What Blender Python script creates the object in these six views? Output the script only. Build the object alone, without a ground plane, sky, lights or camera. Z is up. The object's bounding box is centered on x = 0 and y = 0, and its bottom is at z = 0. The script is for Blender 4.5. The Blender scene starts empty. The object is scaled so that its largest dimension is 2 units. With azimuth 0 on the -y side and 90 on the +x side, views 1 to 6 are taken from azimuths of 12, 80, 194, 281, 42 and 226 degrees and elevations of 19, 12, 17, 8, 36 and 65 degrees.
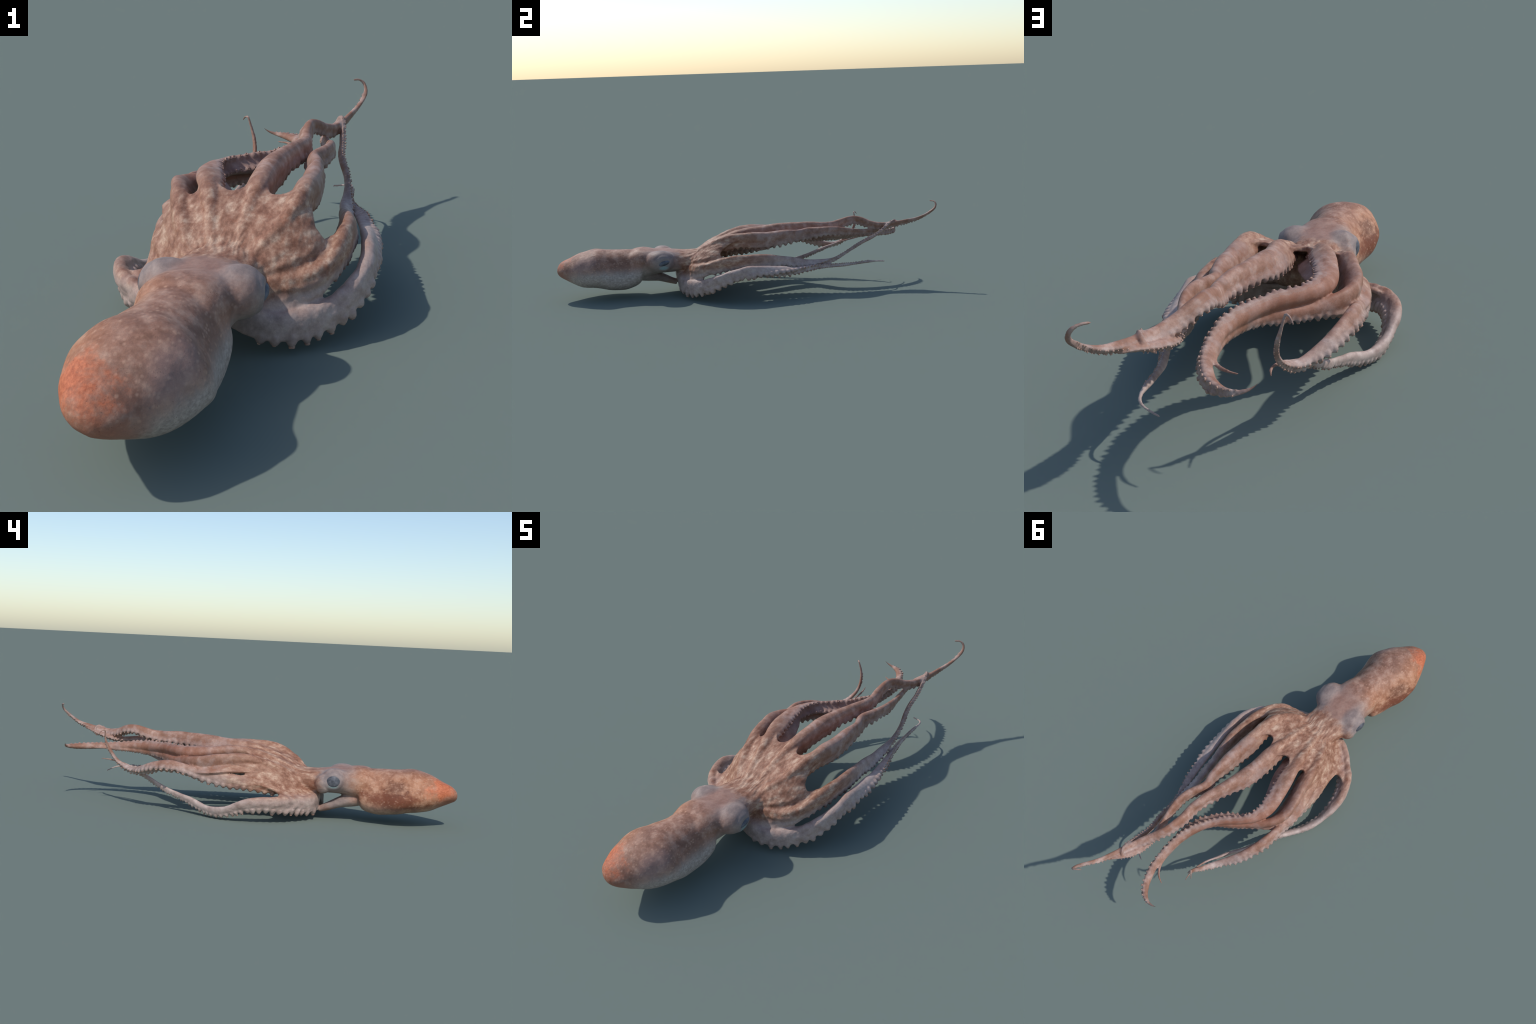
# A swimming octopus: mantle, head with two eyes, siphon, webbed bell and eight trailing arms.
import bpy, bmesh, math, random
import numpy as np
from mathutils import Vector, noise
from mathutils.kdtree import KDTree

random.seed(7)
VOXEL = 0.0031

# ------------------------------------------------------------------ curves
def spline(points, n):
    """Natural chord-length cubic through control points, resampled evenly (n samples)."""
    P = np.asarray(points, float)
    t = np.r_[0, np.cumsum(np.sqrt(np.linalg.norm(np.diff(P, axis=0), axis=1)))]
    k = len(P)
    A = np.zeros((k, k)); b = np.zeros((k, P.shape[1])); h = np.diff(t)
    A[0, 0] = A[-1, -1] = 1
    for i in range(1, k - 1):
        A[i, i - 1:i + 2] = h[i - 1], 2 * (h[i - 1] + h[i]), h[i]
        b[i] = 6 * ((P[i + 1] - P[i]) / h[i] - (P[i] - P[i - 1]) / h[i - 1])
    M = np.linalg.solve(A, b)
    def ev(x):
        i = np.clip(np.searchsorted(t, x) - 1, 0, k - 2)
        a = (t[i + 1] - x)[:, None]; c = (x - t[i])[:, None]; H = h[i][:, None]
        return (M[i] * a**3 + M[i + 1] * c**3) / (6 * H) + (P[i] / H - M[i] * H / 6) * a + (P[i + 1] / H - M[i + 1] * H / 6) * c
    X = ev(np.linspace(0, t[-1], 1200))
    L = np.r_[0, np.cumsum(np.linalg.norm(np.diff(X, axis=0), axis=1))]
    u = np.linspace(0, L[-1], n)
    return np.stack([np.interp(u, L, X[:, j]) for j in range(X.shape[1])], 1), L[-1]

def smooth_table(x, xs, ys):
    """Interpolate a table of values with a monotone smooth curve."""
    xs = np.asarray(xs, float); ys = np.asarray(ys, float)
    x = np.clip(x, xs[0], xs[-1])
    d = np.diff(ys, axis=0) / (np.diff(xs).reshape((-1,) + (1,) * (ys.ndim - 1)))
    m = np.zeros_like(ys); m[0] = d[0]; m[-1] = d[-1]
    m[1:-1] = np.where(d[1:] * d[:-1] > 0, 2 * d[1:] * d[:-1] / (d[1:] + d[:-1] + 1e-12), 0)
    i = np.clip(np.searchsorted(xs, x) - 1, 0, len(xs) - 2)
    h = xs[i + 1] - xs[i]; s = (x - xs[i]) / h
    sh = (-1,) + (1,) * (ys.ndim - 1)
    s = s.reshape(sh); h = h.reshape(sh)
    return ((1 + 2 * s) * (1 - s)**2 * ys[i] + s * (1 - s)**2 * h * m[i]
            + s * s * (3 - 2 * s) * ys[i + 1] + s * s * (s - 1) * h * m[i + 1])

def sstep(x, a, b):
    t = np.clip((x - a) / (b - a), 0, 1); return t * t * (3 - 2 * t)

def unit(v):
    v = np.asarray(v, float)
    return v / (np.linalg.norm(v, axis=-1, keepdims=True) + 1e-12)

class Shell:
    """Collects closed shells that are fused into one skin afterwards."""
    def __init__(s): s.v = []; s.f = []
    def add(s, V, F):
        o = len(s.v); s.v.extend(map(tuple, V)); s.f.extend([tuple(i + o for i in f) for f in F])
    def rings(s, R):
        """Closed tube through a list of rings (n, m, 3)."""
        n, m = len(R), len(R[0])
        V = [p for r in R for p in r]
        F = [(i * m + j, i * m + (j + 1) % m, (i + 1) * m + (j + 1) % m, (i + 1) * m + j)
             for i in range(n - 1) for j in range(m)]
        V.append(np.mean(R[0], 0)); V.append(np.mean(R[-1], 0)); a, b = n * m, n * m + 1
        F += [(a, (j + 1) % m, j) for j in range(m)]
        F += [(b, (n - 1) * m + j, (n - 1) * m + (j + 1) % m) for j in range(m)]
        s.add(V, F)
    def ellipsoid(s, c, r, rot=None, n=14, m=20):
        R = []
        for i in range(1, n):
            a = math.pi * i / n
            ring = np.array([(math.sin(a) * math.cos(2 * math.pi * j / m), math.sin(a) * math.sin(2 * math.pi * j / m), -math.cos(a)) for j in range(m)]) * r
            if rot is not None: ring = ring @ rot.T
            R.append(ring + c)
        s.rings(R)
    def slab(s, top, bottom):
        """Closed thick sheet between two equal grids (a, b, 3)."""
        a, b = top.shape[:2]
        V = list(top.reshape(-1, 3)) + list(bottom.reshape(-1, 3)); o = a * b
        F = []
        for i in range(a - 1):
            for j in range(b - 1):
                p = i * b + j
                F.append((p, p + 1, p + b + 1, p + b)); F.append((o + p, o + p + b, o + p + b + 1, o + p + 1))
        edge = [j for j in range(b)] + [i * b + b - 1 for i in range(1, a)] + [(a - 1) * b + j for j in range(b - 2, -1, -1)] + [i * b for i in range(a - 2, 0, -1)]
        for k in range(len(edge)):
            p, q = edge[k], edge[(k + 1) % len(edge)]
            F.append((q, p, o + p, o + q))
        s.add(V, F)

skin = Shell()

# ------------------------------------------------------------------ mantle
# stations along y: centre x, centre z, half width, half height, roll, pear-shape (narrower on top)
MANTLE = [(-0.999, -.0540, .1483, .0120, .0080, -.46, -.06, 2.3), (-0.990, -.0535, .1487, .0320, .0210, -.42, -.05, 2.3),
          (-0.975, -.0500, .1509, .0526, .0325, -.354, -.02, 2.26), (-0.93, -.0441, .1504, .0840, .0555, -.269, .044, 2.23),
          (-0.87, -.0355, .1508, .1140, .0845, -.150, .12, 2.2), (-0.80, -.0323, .1558, .1345, .0980, -.027, .20, 2.2),
          (-0.73, -.0310, .1447, .1230, .1025, -.05, .32, 2.3), (-0.66, -.0237, .1404, .1080, .1034, .0, .32, 2.45),
          (-0.60, -.0220, .1455, .1025, .0960, .13, .28, 2.55), (-0.572, -.0210, .1530, .0980, .0860, .16, .25, 2.6),
          (-0.556, -.0200, .1640, .0860, .0600, .16, .2, 2.5)]
MT = np.array(MANTLE)
rings = []
for y in np.r_[np.linspace(-.998, -.96, 10), np.linspace(-.95, -.56, 50)]:
    cx, cz, w, h, roll, k, e = smooth_table(np.array([y]), MT[:, 0], MT[:, 1:])[0]
    ring = []
    for j in range(48):
        a = 2 * math.pi * j / 48
        p, q = math.cos(a), math.sin(a)
        p = math.copysign(abs(p)**(2 / e), p); q = math.copysign(abs(q)**(2 / e), q)
        p = p * w * (1 - k * q); q = q * h
        ring.append((cx + p * math.cos(roll) - q * math.sin(roll), y, cz + p * math.sin(roll) + q * math.cos(roll)))
    rings.append(np.array(ring))
skin.rings(rings)

# ------------------------------------------------------------------ head and neck
HEAD = np.array([(-0.66, -.022, .160, .080, .060), (-0.57, -.019, .172, .098, .078), (-0.53, -.015, .175, .102, .073),
                 (-0.485, -.010, .176, .108, .062), (-0.45, -.010, .175, .112, .059), (-0.415, -.012, .174, .104, .058),
                 (-0.38, -.014, .172, .098, .055), (-0.345, -.013, .170, .096, .053), (-0.31, -.004, .171, .098, .051),
                 (-0.27, -.004, .174, .082, .048), (-0.235, .0, .180, .050, .035)])
rings = []
for y in np.linspace(-.63, -.235, 50):
    cx, cz, w, h = smooth_table(np.array([y]), HEAD[:, 0], HEAD[:, 1:])[0]
    a = np.linspace(0, 2 * math.pi, 40, endpoint=False)
    c, d = np.cos(a), np.sin(a)
    rings.append(np.stack([cx + w * np.sign(c) * abs(c)**.85, np.full(40, y), cz + h * np.sign(d) * abs(d)**.85], 1))
skin.rings(rings)
EYES = [(np.array((.122, -.457, .183)), 1), (np.array((-.150, -.447, .184)), -1)]
skin.ellipsoid((.074, -.468, .187), (.064, .078, .057))
skin.ellipsoid((-.088, -.446, .184), (.064, .064, .057))
skin.ellipsoid((-.108, -.398, .168), (.040, .040, .046))

# ------------------------------------------------------------------ siphon
SIPHON, _ = spline([(-.030, -.60, .118), (-.045, -.53, .096), (-.058, -.47, .080), (-.063, -.425, .060), (-.064, -.378, .043)], 30)
rings = []
for i, p in enumerate(SIPHON):
    t = i / 29
    w = np.interp(t, [0, .35, .6, .85, 1], [.060, .048, .030, .021, .017]); h = np.interp(t, [0, .35, .6, .85, 1], [.040, .030, .023, .017, .014])
    a = np.linspace(0, 2 * math.pi, 20, endpoint=False)
    rings.append(np.stack([p[0] + w * np.cos(a), p[1] + h * .35 * np.sin(a), p[2] + h * np.sin(a)], 1))
skin.rings(rings)

# ------------------------------------------------------------------ arms
# spine control points; half widths (fraction of length, m); height : width; direction the suckers face
ARMS = {
 'right_ventral': dict(bare=.06, tooth=.33,
  spine=[(.020, -.350, .100), (.110, -.352, .062), (.192, -.308, .060), (.266, -.234, .084), (.306, -.144, .126), (.311, -.065, .145), (.303, .043, .145), (.290, .150, .138), (.274, .230, .137), (.246, .334, .137), (.207, .464, .128), (.194, .571, .131), (.192, .625, .134), (.186, .672, .132), (.168, .700, .126), (.120, .721, .114)],
  width=[(0, .036), (.1, .034), (.3, .029), (.45, .025), (.6, .018), (.72, .011), (.85, .0085), (1, .003)], tall=[(0, 1.2), (.12, 1.28), (.3, 1.2), (1, 1.15)],
  oral=[(0, (-.1, .1, -1)), (.35, (0, 0, -1)), (.5, (.6, 0, -.7)), (.65, (1, 0, .2)), (.8, (.8, 0, .5)), (1, (.6, .2, .6))]),
 'right_ventrolateral': dict(flare=.24,
  spine=[(.050, -.320, .130), (.150, -.296, .133), (.212, -.255, .150), (.241, -.165, .178), (.246, -.061, .186), (.246, .018, .186), (.233, .121, .178), (.218, .223, .158), (.210, .301, .149), (.201, .406, .158), (.198, .456, .175), (.183, .526, .207), (.167, .572, .227), (.154, .620, .245), (.150, .668, .266), (.143, .728, .306), (.134, .772, .334), (.120, .788, .325), (.108, .782, .302), (.098, .772, .291)],
  width=[(0, .026), (.08, .030), (.2, .031), (.3, .030), (.45, .024), (.6, .015), (.7, .010), (.85, .0085), (.95, .007), (1, .004)], tall=1.3,
  oral=[(0, (-.4, 0, -1)), (.4, (0, 0, -1)), (.55, (.5, 0, -.7)), (.7, (.8, 0, .4)), (.9, (.5, 0, .6)), (1, (0, -1, -.3))]),
 'right_dorsolateral': dict(flare=.34,
  spine=[(.050, -.300, .170), (.093, -.242, .222), (.122, -.182, .254), (.137, -.085, .280), (.136, .015, .276), (.137, .091, .275), (.133, .191, .283), (.125, .265, .286), (.112, .300, .290), (.123, .345, .294), (.138, .400, .300), (.138, .467, .297), (.128, .517, .291), (.111, .590, .282), (.100, .639, .280), (.092, .689, .284), (.095, .738, .296), (.120, .805, .312), (.147, .848, .318)],
  width=[(0, .022), (.08, .026), (.18, .036), (.28, .040), (.38, .036), (.46, .029), (.55, .024), (.65, .018), (.75, .014), (.9, .010), (1, .004)],
  tall=[(0, 1.25), (.2, 1.12), (.35, 1.12), (.5, 1.3), (1, 1.25)],
  oral=[(0, (-.5, .1, -1)), (.2, (-.35, 0, -1)), (.4, (-.2, 0, -1)), (.6, (0, 0, -1)), (.8, (-.5, 0, -.8)), (1, (-.5, 0, -.5))]),
 'right_dorsal': dict(flare=.26,
  spine=[(.020, -.300, .170), (.020, -.200, .230), (.020, -.121, .258), (.018, -.010, .281), (.014, .090, .288), (.022, .180, .299), (.050, .302, .309), (.068, .415, .308), (.058, .490, .318), (.056, .540, .334), (.060, .585, .337), (.078, .625, .325), (.098, .662, .310), (.118, .712, .307), (.134, .770, .315), (.154, .852, .332), (.171, .904, .348), (.186, .952, .375), (.186, .985, .403), (.172, .988, .426), (.146, .968, .431)],
  width=[(0, .022), (.08, .026), (.18, .037), (.3, .042), (.38, .037), (.47, .027), (.6, .021), (.70, .0195), (.76, .016), (.81, .0120), (.88, .0085), (.95, .0068), (1, .0035)], tall=[(0, 1.2), (.3, 1.02), (.5, 1.25), (1, 1.2)],
  oral=[(0, (-.1, .1, -1)), (.2, (-.3, 0, -1)), (.35, (-.2, 0, -1)), (.45, (0, 0, -1)), (.7, (-.4, 0, -1)), (.85, (-.5, .2, -.8)), (1, (-.6, -.3, .3))]),
 'left_dorsal': dict(cap=.019,
  spine=[(-.020, -.300, .170), (-.048, -.206, .220), (-.068, -.132, .248), (-.101, -.031, .282), (-.130, .072, .283), (-.149, .149, .276), (-.151, .215, .272), (-.126, .280, .268), (-.074, .331, .266), (-.021, .396, .264), (.012, .472, .263), (.025, .560, .260), (.021, .645, .253), (.014, .699, .251), (-.003, .751, .249), (-.028, .799, .247), (-.060, .832, .248), (-.100, .846, .252), (-.128, .842, .262), (-.141, .838, .272)],
  width=[(0, .022), (.08, .026), (.2, .034), (.3, .034), (.42, .034), (.5, .038), (.6, .038), (.68, .028), (.78, .020), (.9, .0155), (.955, .010), (1, .003)],
  tall=[(0, 1.15), (.36, 1.1), (.48, .68), (.6, .62), (.7, .85), (.8, 1), (1, 1)],
  oral=[(0, (.3, 0, -1)), (.18, (.6, .2, -.8)), (.36, (1, .1, -.15)), (.5, (.75, -.3, .55)), (.62, (.6, 0, .7)), (.75, (1, .3, .3)), (1, (.8, .5, 0))]),
 'left_dorsolateral': dict(bare=.20, cap=.020,
  spine=[(-.050, -.300, .155), (-.097, -.233, .196), (-.127, -.176, .215), (-.157, -.090, .240), (-.182, -.005, .247), (-.202, .059, .242), (-.215, .146, .228), (-.193, .216, .224), (-.147, .274, .222), (-.098, .328, .226), (-.042, .380, .231), (-.004, .448, .236), (.012, .535, .238), (.010, .620, .240), (-.003, .685, .243), (-.035, .730, .246), (-.074, .748, .247)],
  width=[(0, .022), (.08, .026), (.2, .034), (.32, .034), (.42, .029), (.5, .022), (.65, .015), (.8, .009), (.95, .006), (1, .003)],
  tall=[(0, 1.1), (.2, 1.15), (.3, 1.45), (.42, 1.5), (.52, 1.3), (.7, 1.1), (1, 1)],
  oral=[(0, (.4, 0, -1)), (.3, (.5, 0, -.85)), (.5, (.4, .3, -.85)), (.8, (.5, 0, -.7)), (1, (.5, 0, -.7))]),
 'left_ventrolateral': dict(
  spine=[(-.060, -.320, .130), (-.124, -.258, .134), (-.165, -.202, .140), (-.206, -.119, .154), (-.226, -.026, .162), (-.231, .045, .168), (-.238, .140, .185), (-.245, .233, .208), (-.243, .304, .215), (-.219, .393, .196), (-.197, .433, .181), (-.161, .494, .171), (-.143, .537, .180), (-.130, .578, .203), (-.124, .610, .238), (-.134, .634, .285), (-.146, .637, .325), (-.153, .635, .346), (-.163, .645, .345), (-.174, .656, .333)],
  width=[(0, .022), (.08, .026), (.2, .031), (.4, .026), (.55, .0235), (.68, .0195), (.76, .015), (.84, .0095), (.92, .0065), (1, .003)], tall=1.15,
  oral=[(0, (.4, 0, -1)), (.35, (.25, 0, -1)), (.55, (-.3, 0, -.9)), (.7, (-.5, .2, -.8)), (.85, (-.4, 1, 0)), (1, (0, 1, 0))]),
 'left_ventral': dict(bare=.06, tooth=.36,
  spine=[(-.020, -.350, .100), (-.110, -.348, .074), (-.180, -.306, .072), (-.251, -.238, .080), (-.299, -.150, .084), (-.308, -.073, .071), (-.291, .022, .036), (-.254, .114, .035), (-.224, .183, .057), (-.195, .279, .084), (-.182, .327, .099), (-.159, .395, .128), (-.144, .441, .149), (-.131, .487, .168), (-.117, .534, .185), (-.112, .609, .203), (-.123, .659, .208)],
  width=[(0, .036), (.1, .033), (.25, .028), (.4, .022), (.55, .016), (.7, .011), (.85, .007), (1, .003)], tall=[(0, 1.3), (.15, 1.5), (.3, 1.35), (.5, 1.2), (1, 1.2)],
  oral=[(0, (.1, .2, -1)), (.12, (.2, .2, -1)), (.25, (.55, 0, -.85)), (.5, (.5, 0, -.85)), (.8, (.3, 0, -.8)), (1, (.3, 0, -.8))]),
}
NS = 200
for name, A in ARMS.items():
    P, L = spline(A['spine'], NS)
    s = np.linspace(0, 1, NS)
    wt = np.array(A['width']); w = smooth_table(s, wt[:, 0], wt[:, 1])
    ph = len(name) * 1.7
    w = w * (1 + .05 * np.sin(s * 23 + ph) + .035 * np.sin(s * 51 + 2 * ph))      # uneven girth
    T = unit(np.gradient(P, axis=0))
    ok = np.array([k for k, _ in A['oral']]); ov = np.array([v for _, v in A['oral']], float)
    O = np.stack([np.interp(s, ok, ov[:, j]) for j in range(3)], 1)
    O = unit(O - (O * T).sum(1, keepdims=True) * T)
    for _ in range(12):
        O[1:-1] = (O[:-2] + O[2:] + 2 * O[1:-1]) / 4
        O = unit(O - (O * T).sum(1, keepdims=True) * T)
    S = np.cross(T, O)
    tl = np.array(A['tall']) if isinstance(A['tall'], list) else np.array([(0, A['tall']), (1, A['tall'])])
    A.update(P=P, L=L, w=w, T=T, O=O, S=S, h=w * np.interp(s, tl[:, 0], tl[:, 1]))

def section(flare, m=28):
    """Arm cross-section in (side, oral) units: rounded back, flanks flaring to the sucker rows, shallow trough between them."""
    out = []
    for j in range(m):
        a = 2 * math.pi * j / m
        c, d = math.cos(a), math.sin(a)
        if d > 0:
            q = abs(c)**.62; y = d**.62 * .80
            x = math.copysign(q, c) * (.80 + flare * sstep(y, .0, .75)); y -= .26 * max(0, 1 - q * q) ** 1.5
        else:
            x = c * .80; y = d
        out.append((x, y))
    return np.array(out)
suckers = []        # (arm, centre, axis, tangent, radius)
for name, A in ARMS.items():
    P, S, O, w, h, T = A['P'], A['S'], A['O'], A['w'], A['h'], A['T']
    FL = A.get('flare', .12); SEC = section(FL)
    rings = [P[i] + S[i] * SEC[:, :1] * w[i] + O[i] * SEC[:, 1:] * h[i] for i in range(NS)]
    tip = P[-1] + T[-1] * w[-1]
    rings.append(tip + (rings[-1] - P[-1]) * .4)
    skin.rings(rings)
    # two alternating rows of suckers, each carried by a short fleshy stalk
    d, side = A.get('bare', .16) * A['L'], 1
    sl = np.linspace(0, A['L'], NS)
    while d < A['L'] * .97:
        i = int(np.interp(d, sl, np.arange(NS)))
        if w[i] < .0070: break
        r = w[i]; q = min(r, A.get('cap', .027))
        ax = unit(O[i] + S[i] * side * (.22 + .25 * (random.random() - .5)) + T[i] * .12 * (random.random() - .5))
        k = .62 + .62 * random.random()
        base = P[i] + S[i] * side * r * .46 + O[i] * h[i] * .30
        end = P[i] + S[i] * side * r * (.53 + .6 * FL) + O[i] * h[i] * .74 + ax * q * A.get('tooth', .20) * k
        if r > .0065:
            u = unit(np.cross(ax, T[i])); v = np.cross(ax, u)
            ring = lambda c, q: np.array([c + q * (math.cos(b) * u + math.sin(b) * v) for b in np.linspace(0, 2 * math.pi, 12, endpoint=False)])
            skin.rings([ring(base, q * .56), ring(base * .5 + end * .5, q * .52), ring(base * .22 + end * .78, q * .42), ring(end, q * .26)])
        suckers.append((name, end, ax, T[i], q * .25 * k))
        d += (q * .54 + .0012) * (.92 + .16 * random.random())
        side = -side

# ------------------------------------------------------------------ interbrachial web
ORDER = ['right_ventral', 'right_ventrolateral', 'right_dorsolateral', 'right_dorsal', 'left_dorsal', 'left_dorsolateral', 'left_ventrolateral', 'left_ventral']
CENTRE = np.array((0, -.10, .17))
def web(a, b, la, lb, reach, bulge, thick=.0075, n=34, m=26, crease=0):
    """Sheet between arms a and b: la, lb = length along each arm at mid-edge; reach = extra length at each arm's margin."""
    A, B = ARMS[a], ARMS[b]
    G = np.zeros((n, m, 3))
    for j in range(m):
        u = j / (m - 1); e = abs(2 * u - 1)**(2.4 if u > .5 else reach[2]) * (reach[0] if u < .5 else reach[1])
        for i in range(n):
            t = i / (n - 1)
            pa = (la + e) * t / A['L'] * (NS - 1); pb = (lb + e) * t / B['L'] * (NS - 1)
            ca = np.array([np.interp(pa, np.arange(NS), A['P'][:, q] - A['O'][:, q] * A['h'] * (.58 - .22 * t)) for q in range(3)])
            cb = np.array([np.interp(pb, np.arange(NS), B['P'][:, q] - B['O'][:, q] * B['h'] * (.58 - .22 * t)) for q in range(3)])
            p = ca * (1 - u) + cb * u
            out = unit((p - CENTRE) * (1, .25, 1))
            p = p - out * crease * math.exp(-((u - .2) / .12)**2) * sstep(t, .25, .6)
            G[i, j] = p + out * bulge * 4 * u * (1 - u) * math.sin(math.pi * min(1, .15 + t * .75))
    du = np.gradient(G, axis=1); dv = np.gradient(G, axis=0)
    N = unit(np.cross(dv, du))
    N *= np.sign((N * (G - CENTRE)).sum(-1, keepdims=True).mean())
    skin.slab(G + N * thick, G - N * thick)
web('right_ventral', 'right_ventrolateral', .23, .215, (.05, .08, 2.4), -.006)
web('right_ventrolateral', 'right_dorsolateral', .245, .222, (.16, .16, 2.4), .018, crease=.014)
web('right_dorsolateral', 'right_dorsal', .27, .25, (.16, .16, 2.4), .002)
web('right_dorsal', 'left_dorsal', .28, .27, (.16, .16, 2.4), .002)
web('left_dorsal', 'left_dorsolateral', .28, .28, (.16, .20, 2.4), .002)
web('left_dorsolateral', 'left_ventrolateral', .29, .29, (.18, .16, 1.5), .012)
web('left_ventrolateral', 'left_ventral', .21, .26, (.20, .12, 2.0), .0)
web('left_ventral', 'right_ventral', .17, .17, (.05, .05, 2.4), .0)
# buccal mass inside the bell
skin.ellipsoid((.015, -.235, .168), (.105, .085, .060))

# free membrane fringes that run along single arms
def fringe(a, s0, s1, out, thick=.006, n=40, m=8):
    A = ARMS[a]; G = np.zeros((n, m, 3))
    for i in range(n):
        t = i / (n - 1); k = (s0 + (s1 - s0) * t) * (NS - 1)
        c = np.array([np.interp(k, np.arange(NS), A['P'][:, q]) for q in range(3)])
        for j in range(m):
            G[i, j] = c + np.array(out) * (math.sin(math.pi * t)**.6 + .02) * j / (m - 1) + np.array((0, 0, -.006)) * (j / (m - 1))**2
    N = unit(np.cross(np.gradient(G, axis=1), np.gradient(G, axis=0))); skin.slab(G + N * thick, G - N * thick)
fringe('left_dorsolateral', .08, .54, (-.054, -.004, -.034))
fringe('right_dorsolateral', .20, .42, (.012, 0, -.045))
fringe('left_dorsal', .10, .40, (.066, .012, -.036))

# ------------------------------------------------------------------ fuse into one skin
me = bpy.data.meshes.new('fused'); me.from_pydata(skin.v, [], skin.f); me.update()
ob = bpy.data.objects.new('fused', me); bpy.context.scene.collection.objects.link(ob)
bm = bmesh.new(); bm.from_mesh(me); bmesh.ops.recalc_face_normals(bm, faces=bm.faces); bm.to_mesh(me); bm.free()
md = ob.modifiers.new('fuse', 'REMESH'); md.mode = 'VOXEL'; md.voxel_size = VOXEL; md.use_smooth_shade = True
md = ob.modifiers.new('relax', 'SMOOTH'); md.factor = .5; md.iterations = 5
dg = bpy.context.evaluated_depsgraph_get()
fused = bpy.data.meshes.new_from_object(ob.evaluated_get(dg))
bpy.data.objects.remove(ob)
nv = len(fused.vertices)
co = np.empty(nv * 3); fused.vertices.foreach_get('co', co); co = co.reshape(-1, 3)
nr = np.empty(nv * 3); fused.vertices.foreach_get('normal', nr); nr = nr.reshape(-1, 3)

# ---- blend the parts of head and bell into each other (local Laplacian smoothing)
ed = np.empty(len(fused.edges) * 2, int); fused.edges.foreach_get('vertices', ed); ed = ed.reshape(-1, 2)
deg = np.bincount(ed.ravel(), minlength=nv)[:, None]
y = co[:, 1]
soft = sstep(y, -.66, -.58) * (1 - sstep(y, -.30, -.05)) * sstep(co[:, 2], .10, .14)
soft = np.maximum(soft, .25 * (1 - sstep(y, -.62, -.58)))[:, None]
for it in range(130):
    acc = np.stack([np.bincount(ed[:, 0], co[ed[:, 1], q], nv) + np.bincount(ed[:, 1], co[ed[:, 0], q], nv) for q in range(3)], 1)
    # alternate shrinking and inflating steps keep the volume
    co += soft * (.6 if it % 2 == 0 else -.53) * (acc / deg - co) if it < 118 else soft * .5 * (acc / deg - co)
fused.vertices.foreach_set('co', co.ravel()); fused.update()
fused.vertices.foreach_get('normal', (nr := np.empty(nv * 3))); nr = nr.reshape(-1, 3)

# ---- surface relief: folds on the bell, lumps on the mantle, fine creases on the arms
y = co[:, 1]
bell = sstep(y, -.42, -.3) * (1 - sstep(y, -.08, .1))
man = 1 - sstep(y, -.58, -.54)
disp = np.zeros(nv)
for i in range(nv):
    x_, y_, z_ = co[i]
    a = noise.noise((x_ * 55, y_ * 22, z_ * 55))
    b = noise.noise((x_ * 140, y_ * 110, z_ * 140))
    disp[i] = (1 - man[i]) * .0016 * noise.noise((x_ * 24, y_ * 15, z_ * 24)) + bell[i] * (.0022 * a + .0006 * b) + (1 - bell[i]) * .0005 * (a + .5 * b) + man[i] * .0018 * noise.noise((x_ * 16, y_ * 14, z_ * 16))
# radial pleats where the bell meets the neck
ang = np.arctan2(co[:, 2] - .16, co[:, 0])
disp += .0011 * np.sin(ang * 34 + 4 * np.sin(y * 30) + 3 * np.sin(ang * 5)) * np.exp(-((y + .28) / .05)**2)
# eye sockets: ring fold round each eye
for c, sg in EYES:
    d = np.sqrt((co[:, 1] - c[1])**2 + (co[:, 2] - c[2])**2); near = (co[:, 0] * sg > .06)
    disp += near * (-.010 * np.exp(-(d / .022)**2) + .0014 * np.exp(-((d - .034) / .008)**2) - .0010 * np.exp(-((d - .046) / .005)**2))
co += nr * disp[:, None]
co[:, 2] = np.maximum(co[:, 2], .001)
fused.vertices.foreach_set('co', co.ravel()); fused.update()
vn = np.empty(nv * 3); fused.vertices.foreach_get('normal', vn); vn = vn.reshape(-1, 3)

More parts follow.
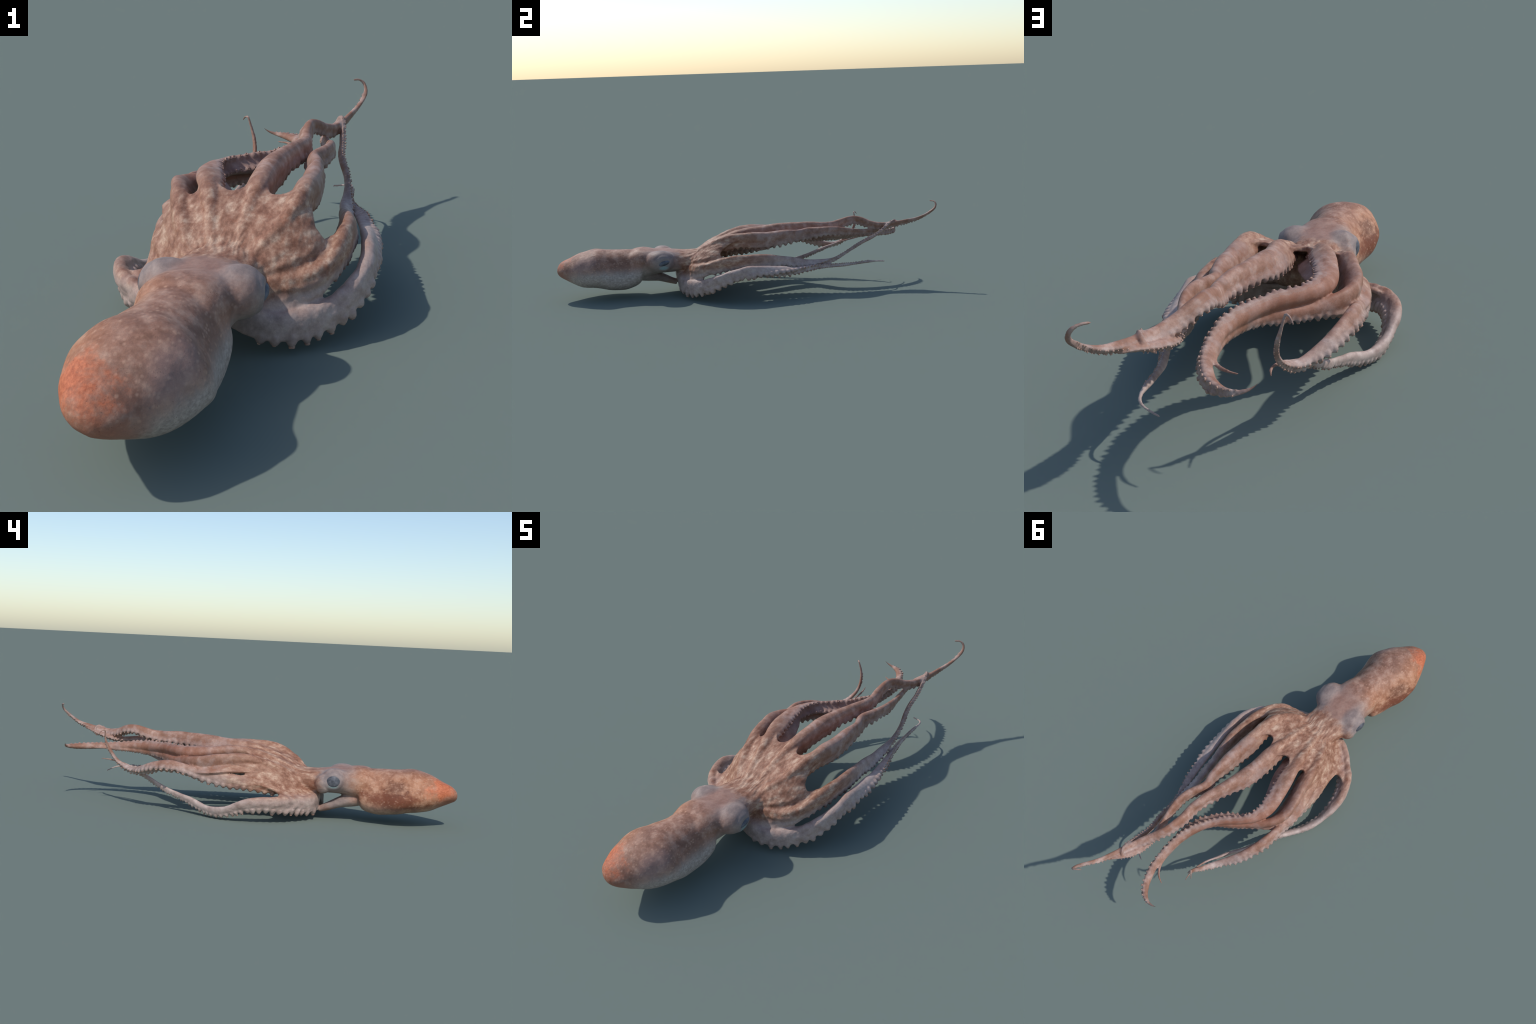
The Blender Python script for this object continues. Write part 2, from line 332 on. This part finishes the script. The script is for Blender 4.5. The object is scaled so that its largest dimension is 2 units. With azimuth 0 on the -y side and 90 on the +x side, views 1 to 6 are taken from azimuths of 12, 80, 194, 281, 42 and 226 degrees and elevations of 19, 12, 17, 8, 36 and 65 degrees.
# ------------------------------------------------------------------ materials
class Graph:
    def __init__(s, name):
        s.m = bpy.data.materials.new(name); s.m.use_nodes = True
        s.t = s.m.node_tree; s.b = s.t.nodes['Principled BSDF']
        s.coord = s.new('ShaderNodeTexCoord').outputs['Object']
        sp = s.new('ShaderNodeSeparateXYZ'); s.t.links.new(s.coord, sp.inputs[0]); s.x, s.y, s.z = sp.outputs
    def new(s, k): return s.t.nodes.new(k)
    def put(s, sock, v):
        if isinstance(v, bpy.types.NodeSocket): s.t.links.new(v, sock)
        else: sock.default_value = v
    def math(s, op, a, b=0.0, c=0.0, clamp=False):
        n = s.new('ShaderNodeMath'); n.operation = op; n.use_clamp = clamp
        for k, v in enumerate((a, b, c)): s.put(n.inputs[k], v)
        return n.outputs[0]
    def lin(s, *terms):
        """sum of k * socket, plus constants"""
        r = 0.0
        for t in terms:
            r = s.math('ADD', r, t) if not isinstance(t, tuple) else s.math('MULTIPLY_ADD', t[1], t[0], r)
        return r
    def step(s, v, a, b):
        n = s.new('ShaderNodeMapRange'); n.interpolation_type = 'SMOOTHSTEP'
        s.put(n.inputs['Value'], v); n.inputs['From Min'].default_value = a; n.inputs['From Max'].default_value = b
        return n.outputs[0]
    def noise(s, scale, detail=3.0, rough=.55, stretch=(1, 1, 1), off=(0, 0, 0), warp=0.0):
        mp = s.new('ShaderNodeMapping'); s.put(mp.inputs[0], s.coord); mp.inputs['Scale'].default_value = stretch; mp.inputs['Location'].default_value = off
        n = s.new('ShaderNodeTexNoise'); s.put(n.inputs['Vector'], mp.outputs[0])
        n.inputs['Scale'].default_value = scale; n.inputs['Detail'].default_value = detail; n.inputs['Roughness'].default_value = rough; n.inputs['Distortion'].default_value = warp
        return n.outputs[0]
    def dots(s, scale, stretch=(1, 1, 1), rnd=1.0):
        mp = s.new('ShaderNodeMapping'); s.put(mp.inputs[0], s.coord); mp.inputs['Scale'].default_value = stretch
        n = s.new('ShaderNodeTexVoronoi'); s.put(n.inputs['Vector'], mp.outputs[0]); n.inputs['Scale'].default_value = scale; n.inputs['Randomness'].default_value = rnd
        return n.outputs['Distance']
    def mix(s, f, a, b, mode='MIX'):
        n = s.new('ShaderNodeMix'); n.data_type = 'RGBA'; n.blend_type = mode
        s.put(n.inputs['Factor'], f); s.put(n.inputs[6], a); s.put(n.inputs[7], b)
        return n.outputs[2]
    def ramp(s, v, stops):
        n = s.new('ShaderNodeValToRGB'); s.put(n.inputs[0], v); e = n.color_ramp.elements
        while len(e) < len(stops): e.new(.5)
        for k, (p, c) in enumerate(stops): e[k].position = p; e[k].color = c
        return n.outputs[0]
    def blob(s, c, r, wob=None, amt=.35):
        """soft ellipsoidal mask, 1 at the centre, with a ragged edge"""
        q = [s.math('POWER', s.math('ABSOLUTE', s.math('MULTIPLY', s.math('SUBTRACT', a, c[k]), 1 / r[k])), 2.0) for k, a in enumerate((s.x, s.y, s.z))]
        d = s.math('SQRT', s.math('ADD', q[0], s.math('ADD', q[1], q[2])))
        if wob is not None: d = s.math('MULTIPLY_ADD', s.math('SUBTRACT', wob, .5), 2 * amt, d)
        return s.step(d, 1.25, .4)
    def bump(s, h, strength, dist):
        n = s.new('ShaderNodeBump'); n.inputs['Strength'].default_value = strength; n.inputs['Distance'].default_value = dist
        s.put(n.inputs['Height'], h); s.t.links.new(n.outputs[0], s.b.inputs['Normal'])

def rgb(r, g, b):
    f = lambda c: ((c / 255 + .055) / 1.055)**2.4 if c > 10 else c / 255 / 12.92
    return (f(r), f(g), f(b), 1)

def mul(g, f, v): return g.math('MULTIPLY', f, v)

def skin_material(flank=0.0, name='octopus_skin'):
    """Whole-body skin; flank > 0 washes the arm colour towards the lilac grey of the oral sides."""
    g = Graph(name)
    big = g.noise(9, 3, .55); mid = g.noise(28, 4, .6); fine = g.noise(150, 3, .6, (1, .6, 1)); grain = g.noise(420, 2, .6)
    # --- bell: cream flecks on brown, drawn out along the body
    net = g.noise(42, 5, .64, (1, .45, 1))
    bellc = g.ramp(net, [(.30, rgb(120, 82, 64)), (.44, rgb(148, 108, 88)), (.54, rgb(168, 131, 110)), (.68, rgb(200, 172, 150))])
    bellc = g.mix(mul(g, g.step(mid, .55, .72), .45), bellc, rgb(140, 88, 66))
    # --- arms: even pinkish tan
    armc = g.ramp(mid, [(.32, rgb(136, 100, 83)), (.5, rgb(158, 122, 106)), (.68, rgb(180, 152, 140))])
    armc = g.mix(mul(g, g.step(big, .48, .64), .6), armc, rgb(140, 98, 78))
    armc = g.mix(mul(g, g.step(g.noise(14, 3, .6, off=(7, 2, 1)), .52, .66), .45), armc, rgb(166, 146, 140))
    # lower arms: paler, lilac-grey
    pale = g.ramp(mid, [(.3, rgb(158, 138, 131)), (.5, rgb(182, 163, 156)), (.7, rgb(198, 182, 175))])
    low = g.math('MULTIPLY', g.step(g.lin((1.0, g.z), (.08, big)), .265, .195), g.step(g.math('ABSOLUTE', g.x), .05, .14))
    armc = g.mix(mul(g, low, .9), armc, pale)
    # reddish inner arms on the left
    red = g.blob((-.10, .30, .27), (.17, .30, .05), big, .5)
    armc = g.mix(mul(g, red, .5), armc, rgb(152, 96, 74))
    if flank: armc = g.mix(flank, armc, g.ramp(mid, [(.3, rgb(138, 120, 114)), (.5, rgb(160, 143, 137)), (.7, rgb(180, 166, 160))]))
    warm = g.math('MULTIPLY_ADD', g.math('SUBTRACT', big, .5), .25, g.y)
    col = g.mix(g.step(warm, -.12, .12), bellc, armc)
    col = g.mix(mul(g, g.math('MULTIPLY', g.step(g.lin((1.0, g.z), (.04, mid), (-.35, g.math('MAXIMUM', g.math('SUBTRACT', g.x, .10), 0.0))), .150, .110), g.step(g.y, -.45, -.36)), .8), col, pale)
    # --- head: grey-mauve
    headc = g.ramp(g.noise(34, 4, .6, (1, .6, 1)), [(.3, rgb(128, 114, 110)), (.5, rgb(148, 132, 126)), (.7, rgb(166, 150, 142))])
    top = g.step(g.math('ABSOLUTE', g.math('ADD', g.x, .012)), .075, .03)
    headc = g.mix(mul(g, g.math('MULTIPLY', top, g.step(g.z, .2, .235)), .8), headc, g.ramp(mid, [(.3, rgb(146, 106, 90)), (.7, rgb(176, 140, 124))]))
    col = g.mix(g.step(g.lin((1.0, g.y), (.10, mid)), -.30, -.355), col, headc)
    # --- mantle
    manc = g.ramp(mid, [(.34, rgb(138, 100, 82)), (.5, rgb(158, 119, 101)), (.66, rgb(178, 144, 126))])
    warmside = g.step(g.lin((1.0, g.x), (.10, big)), .02, -.10)
    manc = g.mix(mul(g, warmside, .85), manc, g.ramp(mid, [(.34, rgb(160, 106, 76)), (.5, rgb(180, 129, 98)), (.66, rgb(194, 148, 119))]))
    dark = g.math('MULTIPLY', g.math('MULTIPLY', g.step(g.noise(11, 3, .6, off=(3, 1, 2)), .47, .62), g.step(g.x, -.12, .0)), .6)
    manc = g.mix(dark, manc, rgb(116, 82, 68))
    rust = g.blob((-.15, -.70, .115), (.085, .17, .055), mid, .9)
    manc = g.mix(mul(g, rust, .85), manc, rgb(118, 66, 48))
    rust2 = g.blob((-.13, -.735, .172), (.06, .06, .040), mid, .8)
    manc = g.mix(mul(g, rust2, .65), manc, rgb(98, 64, 52))
    # pale belly, higher on the right flank
    belly = g.step(g.lin((1.0, g.z), (-.30, g.x), (.05, mid), (.02, fine)), .188, .130)
    belly = g.math('MULTIPLY', belly, g.math('MULTIPLY_ADD', g.step(g.x, -.12, -.02), .6, .4))
    manc = g.mix(mul(g, belly, .9), manc, g.ramp(fine, [(.3, rgb(158, 146, 138)), (.7, rgb(188, 178, 170))]))
    # cream flecks
    fl = g.step(g.dots(100, (1, .7, 1)), .5, .1)
    fl = g.math('MULTIPLY', fl, g.step(g.noise(45, 2), .36, .60))
    fl = g.math('MULTIPLY', fl, g.step(belly, .6, .1))
    manc = g.mix(mul(g, fl, .42), manc, rgb(206, 168, 144))
    # orange apex with a pale seam below it
    tipm = g.blob((-.115, -.948, .185), (.10, .085, .052), g.noise(18, 4, .7), 1.2)
    manc = g.mix(mul(g, tipm, .92), manc, g.ramp(fine, [(.3, rgb(176, 92, 58)), (.7, rgb(206, 124, 88))]))
    under = g.blob((-.05, -.965, .115), (.10, .085, .05), mid, .4)
    manc = g.mix(mul(g, under, .65), manc, rgb(160, 98, 74))
    # soft lilac wash along the right shoulder
    manc = g.mix(mul(g, g.blob((.055, -.86, .19), (.05, .09, .06), mid, .7), .35), manc, rgb(172, 150, 146))
    # dark pores
    pore = g.math('MULTIPLY', g.step(g.dots(150), .22, .10), g.step(g.noise(24, 2, off=(5, 0, 0)), .5, .62))
    manc = g.mix(mul(g, pore, .45), manc, rgb(88, 62, 54))
    edge = g.lin((1.0, g.y), (.07, mid), (-.25, g.math('ABSOLUTE', g.x)))
    col = g.mix(g.step(edge, -.46, -.57), col, manc)
    # siphon: rusty lower edge
    col = g.mix(mul(g, g.blob((-.064, -.420, .048), (.03, .06, .024), mid, .5), .6), col, rgb(138, 92, 66))
    # skin around the eyes: blue-grey
    for c, sg in EYES:
        e = g.blob(c - np.array((.012 * sg, 0, 0)), (.05, .052, .052), mid, .2)
        col = g.mix(mul(g, e, .6), col, rgb(134, 127, 128))
        e = g.blob(c - np.array((0, 0, .022)), (.022, .026, .012))
        col = g.mix(mul(g, e, .8), col, rgb(134, 160, 160))
    # fine grain over everything
    col = g.mix(.10, col, g.ramp(fine, [(.3, rgb(70, 50, 44)), (.7, rgb(240, 220, 205))]), 'OVERLAY')
    col = g.mix(.10, col, g.ramp(grain, [(.3, rgb(70, 50, 44)), (.7, rgb(240, 220, 205))]), 'OVERLAY')
    g.put(g.b.inputs['Base Color'], col)
    g.put(g.b.inputs['Roughness'], g.math('MULTIPLY_ADD', fine, .2, .48))
    g.b.inputs['Specular IOR Level'].default_value = .3
    g.bump(g.lin((1.0, net), (.5, fine), (.3, grain)), .35, .002)
    return g.m

def plain(name, lo, hi, scale, rough=.5, bump=.2):
    g = Graph(name)
    n = g.noise(scale, 3, .6)
    g.put(g.b.inputs['Base Color'], g.ramp(n, [(.35, lo), (.65, hi)]))
    g.b.inputs['Roughness'].default_value = rough; g.b.inputs['Specular IOR Level'].default_value = .3
    g.bump(n, bump, .001)
    return g.m
SKIN = skin_material()
GREYED_SKINS = [skin_material(.28, 'octopus_skin_flank'), skin_material(.55, 'octopus_skin_oral')]  # greyer copies of the skin in two strengths, for the arm faces nearer the suckers
SUCKER = plain('sucker_flesh', rgb(146, 110, 94), rgb(178, 146, 130), 1.2)
EYE = plain('eye_dark', rgb(70, 73, 80), rgb(108, 109, 116), 50, .55, .05)
LID = plain('eyelid', rgb(130, 122, 124), rgb(158, 150, 148), 80)

# ------------------------------------------------------------------ split by region
pts, tag = [], []
webend = {'right_ventral': .34, 'right_ventrolateral': .34, 'right_dorsolateral': .34, 'right_dorsal': .34, 'left_dorsal': .34, 'left_dorsolateral': .38, 'left_ventrolateral': .36, 'left_ventral': .32}
kd = KDTree(len(ARMS) * NS + len(SIPHON))
keys = []
for name in ORDER:
    A = ARMS[name]
    for i in range(NS):
        kd.insert(A['P'][i], len(keys)); keys.append((name, i / (NS - 1) * A['L'], i))
for i, p in enumerate(SIPHON):
    kd.insert(p, len(keys)); keys.append(('siphon', i, i))
kd.balance()
nf = len(fused.polygons)
quads = np.array([tuple(p.vertices) if len(p.vertices) == 4 else tuple(p.vertices) + (-1,) for p in fused.polygons])
cen = np.array([tuple(p.center) for p in fused.polygons])
region = []; shade = np.zeros(nf, int)
for fi, c in enumerate(cen):
    if c[1] < -.575 + .0 or (c[1] < -.53 and c[2] < .085 and c[1] < -.56):
        region.append('mantle'); continue
    k, v, si = keys[kd.find(c)[1]]
    if k != 'siphon':
        A = ARMS[k]; o = float(np.dot(c - A['P'][si], A['O'][si]) / A['h'][si]) + .3 * noise.noise((c[0] * 45, c[1] * 45, c[2] * 45))
        shade[fi] = (o > -.05) + (o > .32)
    if k == 'siphon' and c[2] < .112 and c[1] > -.575:
        region.append('siphon')
    elif c[1] < -.335 and c[2] > .108:
        region.append('head')
    elif k != 'siphon' and v > webend[k]:
        region.append(k)
    else:
        region.append('web' if c[1] > -.45 else 'head')
region = np.array(region)

root = bpy.data.objects.new('octopus', None); bpy.context.scene.collection.objects.link(root)
root['label'] = 'mottled pinkish brown octopus swimming with trailing arms'
root['category'] = 'octopus'
def link(o, parent):
    bpy.context.scene.collection.objects.link(o); o.parent = parent; return o
parts = {}
for reg, nm in [('mantle', 'mantle'), ('head', 'head'), ('siphon', 'siphon'), ('web', 'web')] + [(n, 'arm') for n in ORDER]:
    f = quads[region == reg]
    used = np.unique(f[f >= 0]); back = np.full(nv, -1); back[used] = np.arange(len(used))
    m = bpy.data.meshes.new(nm)
    m.from_pydata(co[used].tolist(), [], [[int(back[q]) for q in row if q >= 0] for row in f])
    m.polygons.foreach_set('use_smooth', np.ones(len(f), bool)); m.update()
    m.normals_split_custom_set_from_vertices(vn[used].tolist())
    for mt in [SKIN] + (GREYED_SKINS if nm == 'arm' else []): m.materials.append(mt)
    if nm == 'arm': m.polygons.foreach_set('material_index', shade[region == reg].astype(np.int32))
    parts[reg] = link(bpy.data.objects.new(nm, m), root)

# ------------------------------------------------------------------ suckers
def sucker_mesh():
    prof = [(.0, -.55), (1.02, -.50), (1.0, -.15), (.95, .10), (.92, .28), (.78, .36), (.62, .30), (.42, .10), (.18, .0), (0, -.02)]
    n = 14; bm = bmesh.new(); rows = []
    for r, z in prof:
        rows.append([bm.verts.new((r * math.cos(2 * math.pi * j / n), r * math.sin(2 * math.pi * j / n), z)) for j in range(n)] if r > 0 else [bm.verts.new((0, 0, z))])
    for a, b in zip(rows, rows[1:]):
        for j in range(n):
            k = (j + 1) % n
            if len(a) == 1: bm.faces.new((a[0], b[k], b[j]))
            elif len(b) == 1: bm.faces.new((a[j], a[k], b[0]))
            else: bm.faces.new((a[j], a[k], b[k], b[j]))
    m = bpy.data.meshes.new('sucker'); bm.to_mesh(m); bm.free()
    m.polygons.foreach_set('use_smooth', np.ones(len(m.polygons), bool)); m.materials.append(SUCKER)
    return m
SM = sucker_mesh()
from mathutils import Matrix
def frame(c, ax, t, r):
    u = unit(np.cross(ax, t)); v = np.cross(ax, u)
    return Matrix(((u[0] * r, v[0] * r, ax[0] * r, c[0]), (u[1] * r, v[1] * r, ax[1] * r, c[1]), (u[2] * r, v[2] * r, ax[2] * r, c[2]), (0, 0, 0, 1)))
suckers = [(n, np.array((c[0], c[1], max(c[2], r * 1.02))), a, t, r) for n, c, a, t, r in suckers]
order = sorted(range(len(suckers)), key=lambda i: -suckers[i][4])
first = bpy.data.objects.new('sucker', SM)
rest = {}
for q, i in enumerate(order):
    n, c, ax, t, r = suckers[i]
    if q < 300:
        o = first if q == 0 else first.copy()
        link(o, parts[n]); o.matrix_local = frame(c, ax, t, r)
    else:
        rest.setdefault(n, []).append(frame(c, ax, t, r))
sv = np.array([tuple(v.co) for v in SM.vertices]); sf = [tuple(p.vertices) for p in SM.polygons]
for n, fr in rest.items():
    V, F = [], []
    for M in fr:
        M = np.array(M); o = len(V)
        V.extend((sv @ M[:3, :3].T + M[:3, 3]).tolist()); F.extend([tuple(k + o for k in f) for f in sf])
    m = bpy.data.meshes.new('small_suckers'); m.from_pydata(V, [], F)
    m.polygons.foreach_set('use_smooth', np.ones(len(F), bool)); m.materials.append(SUCKER)
    o = link(bpy.data.objects.new('small_suckers', m), parts[n]); o['kind'] = 'stuff'

# ------------------------------------------------------------------ eyes
def dome(name, c, r, mat, tilt):
    bm = bmesh.new(); bmesh.ops.create_uvsphere(bm, u_segments=28, v_segments=18, radius=1)
    m = bpy.data.meshes.new(name); bm.to_mesh(m); bm.free()
    co_ = np.array([tuple(v.co) for v in m.vertices]) * r
    t = math.radians(tilt); co_ = co_ @ np.array([(1, 0, 0), (0, math.cos(t), math.sin(t)), (0, -math.sin(t), math.cos(t))]) + c
    m.vertices.foreach_set('co', co_.ravel()); m.polygons.foreach_set('use_smooth', np.ones(len(m.polygons), bool)); m.update()
    m.materials.append(mat)
    return link(bpy.data.objects.new(name, m), parts['head'])
dome('eye', np.array((.121, -.457, .186)), (.016, .034, .014), EYE, 14)
dome('eye', np.array((-.1375, -.447, .185)), (.013, .033, .027), EYE, 0)
bpy.data.meshes.remove(fused)
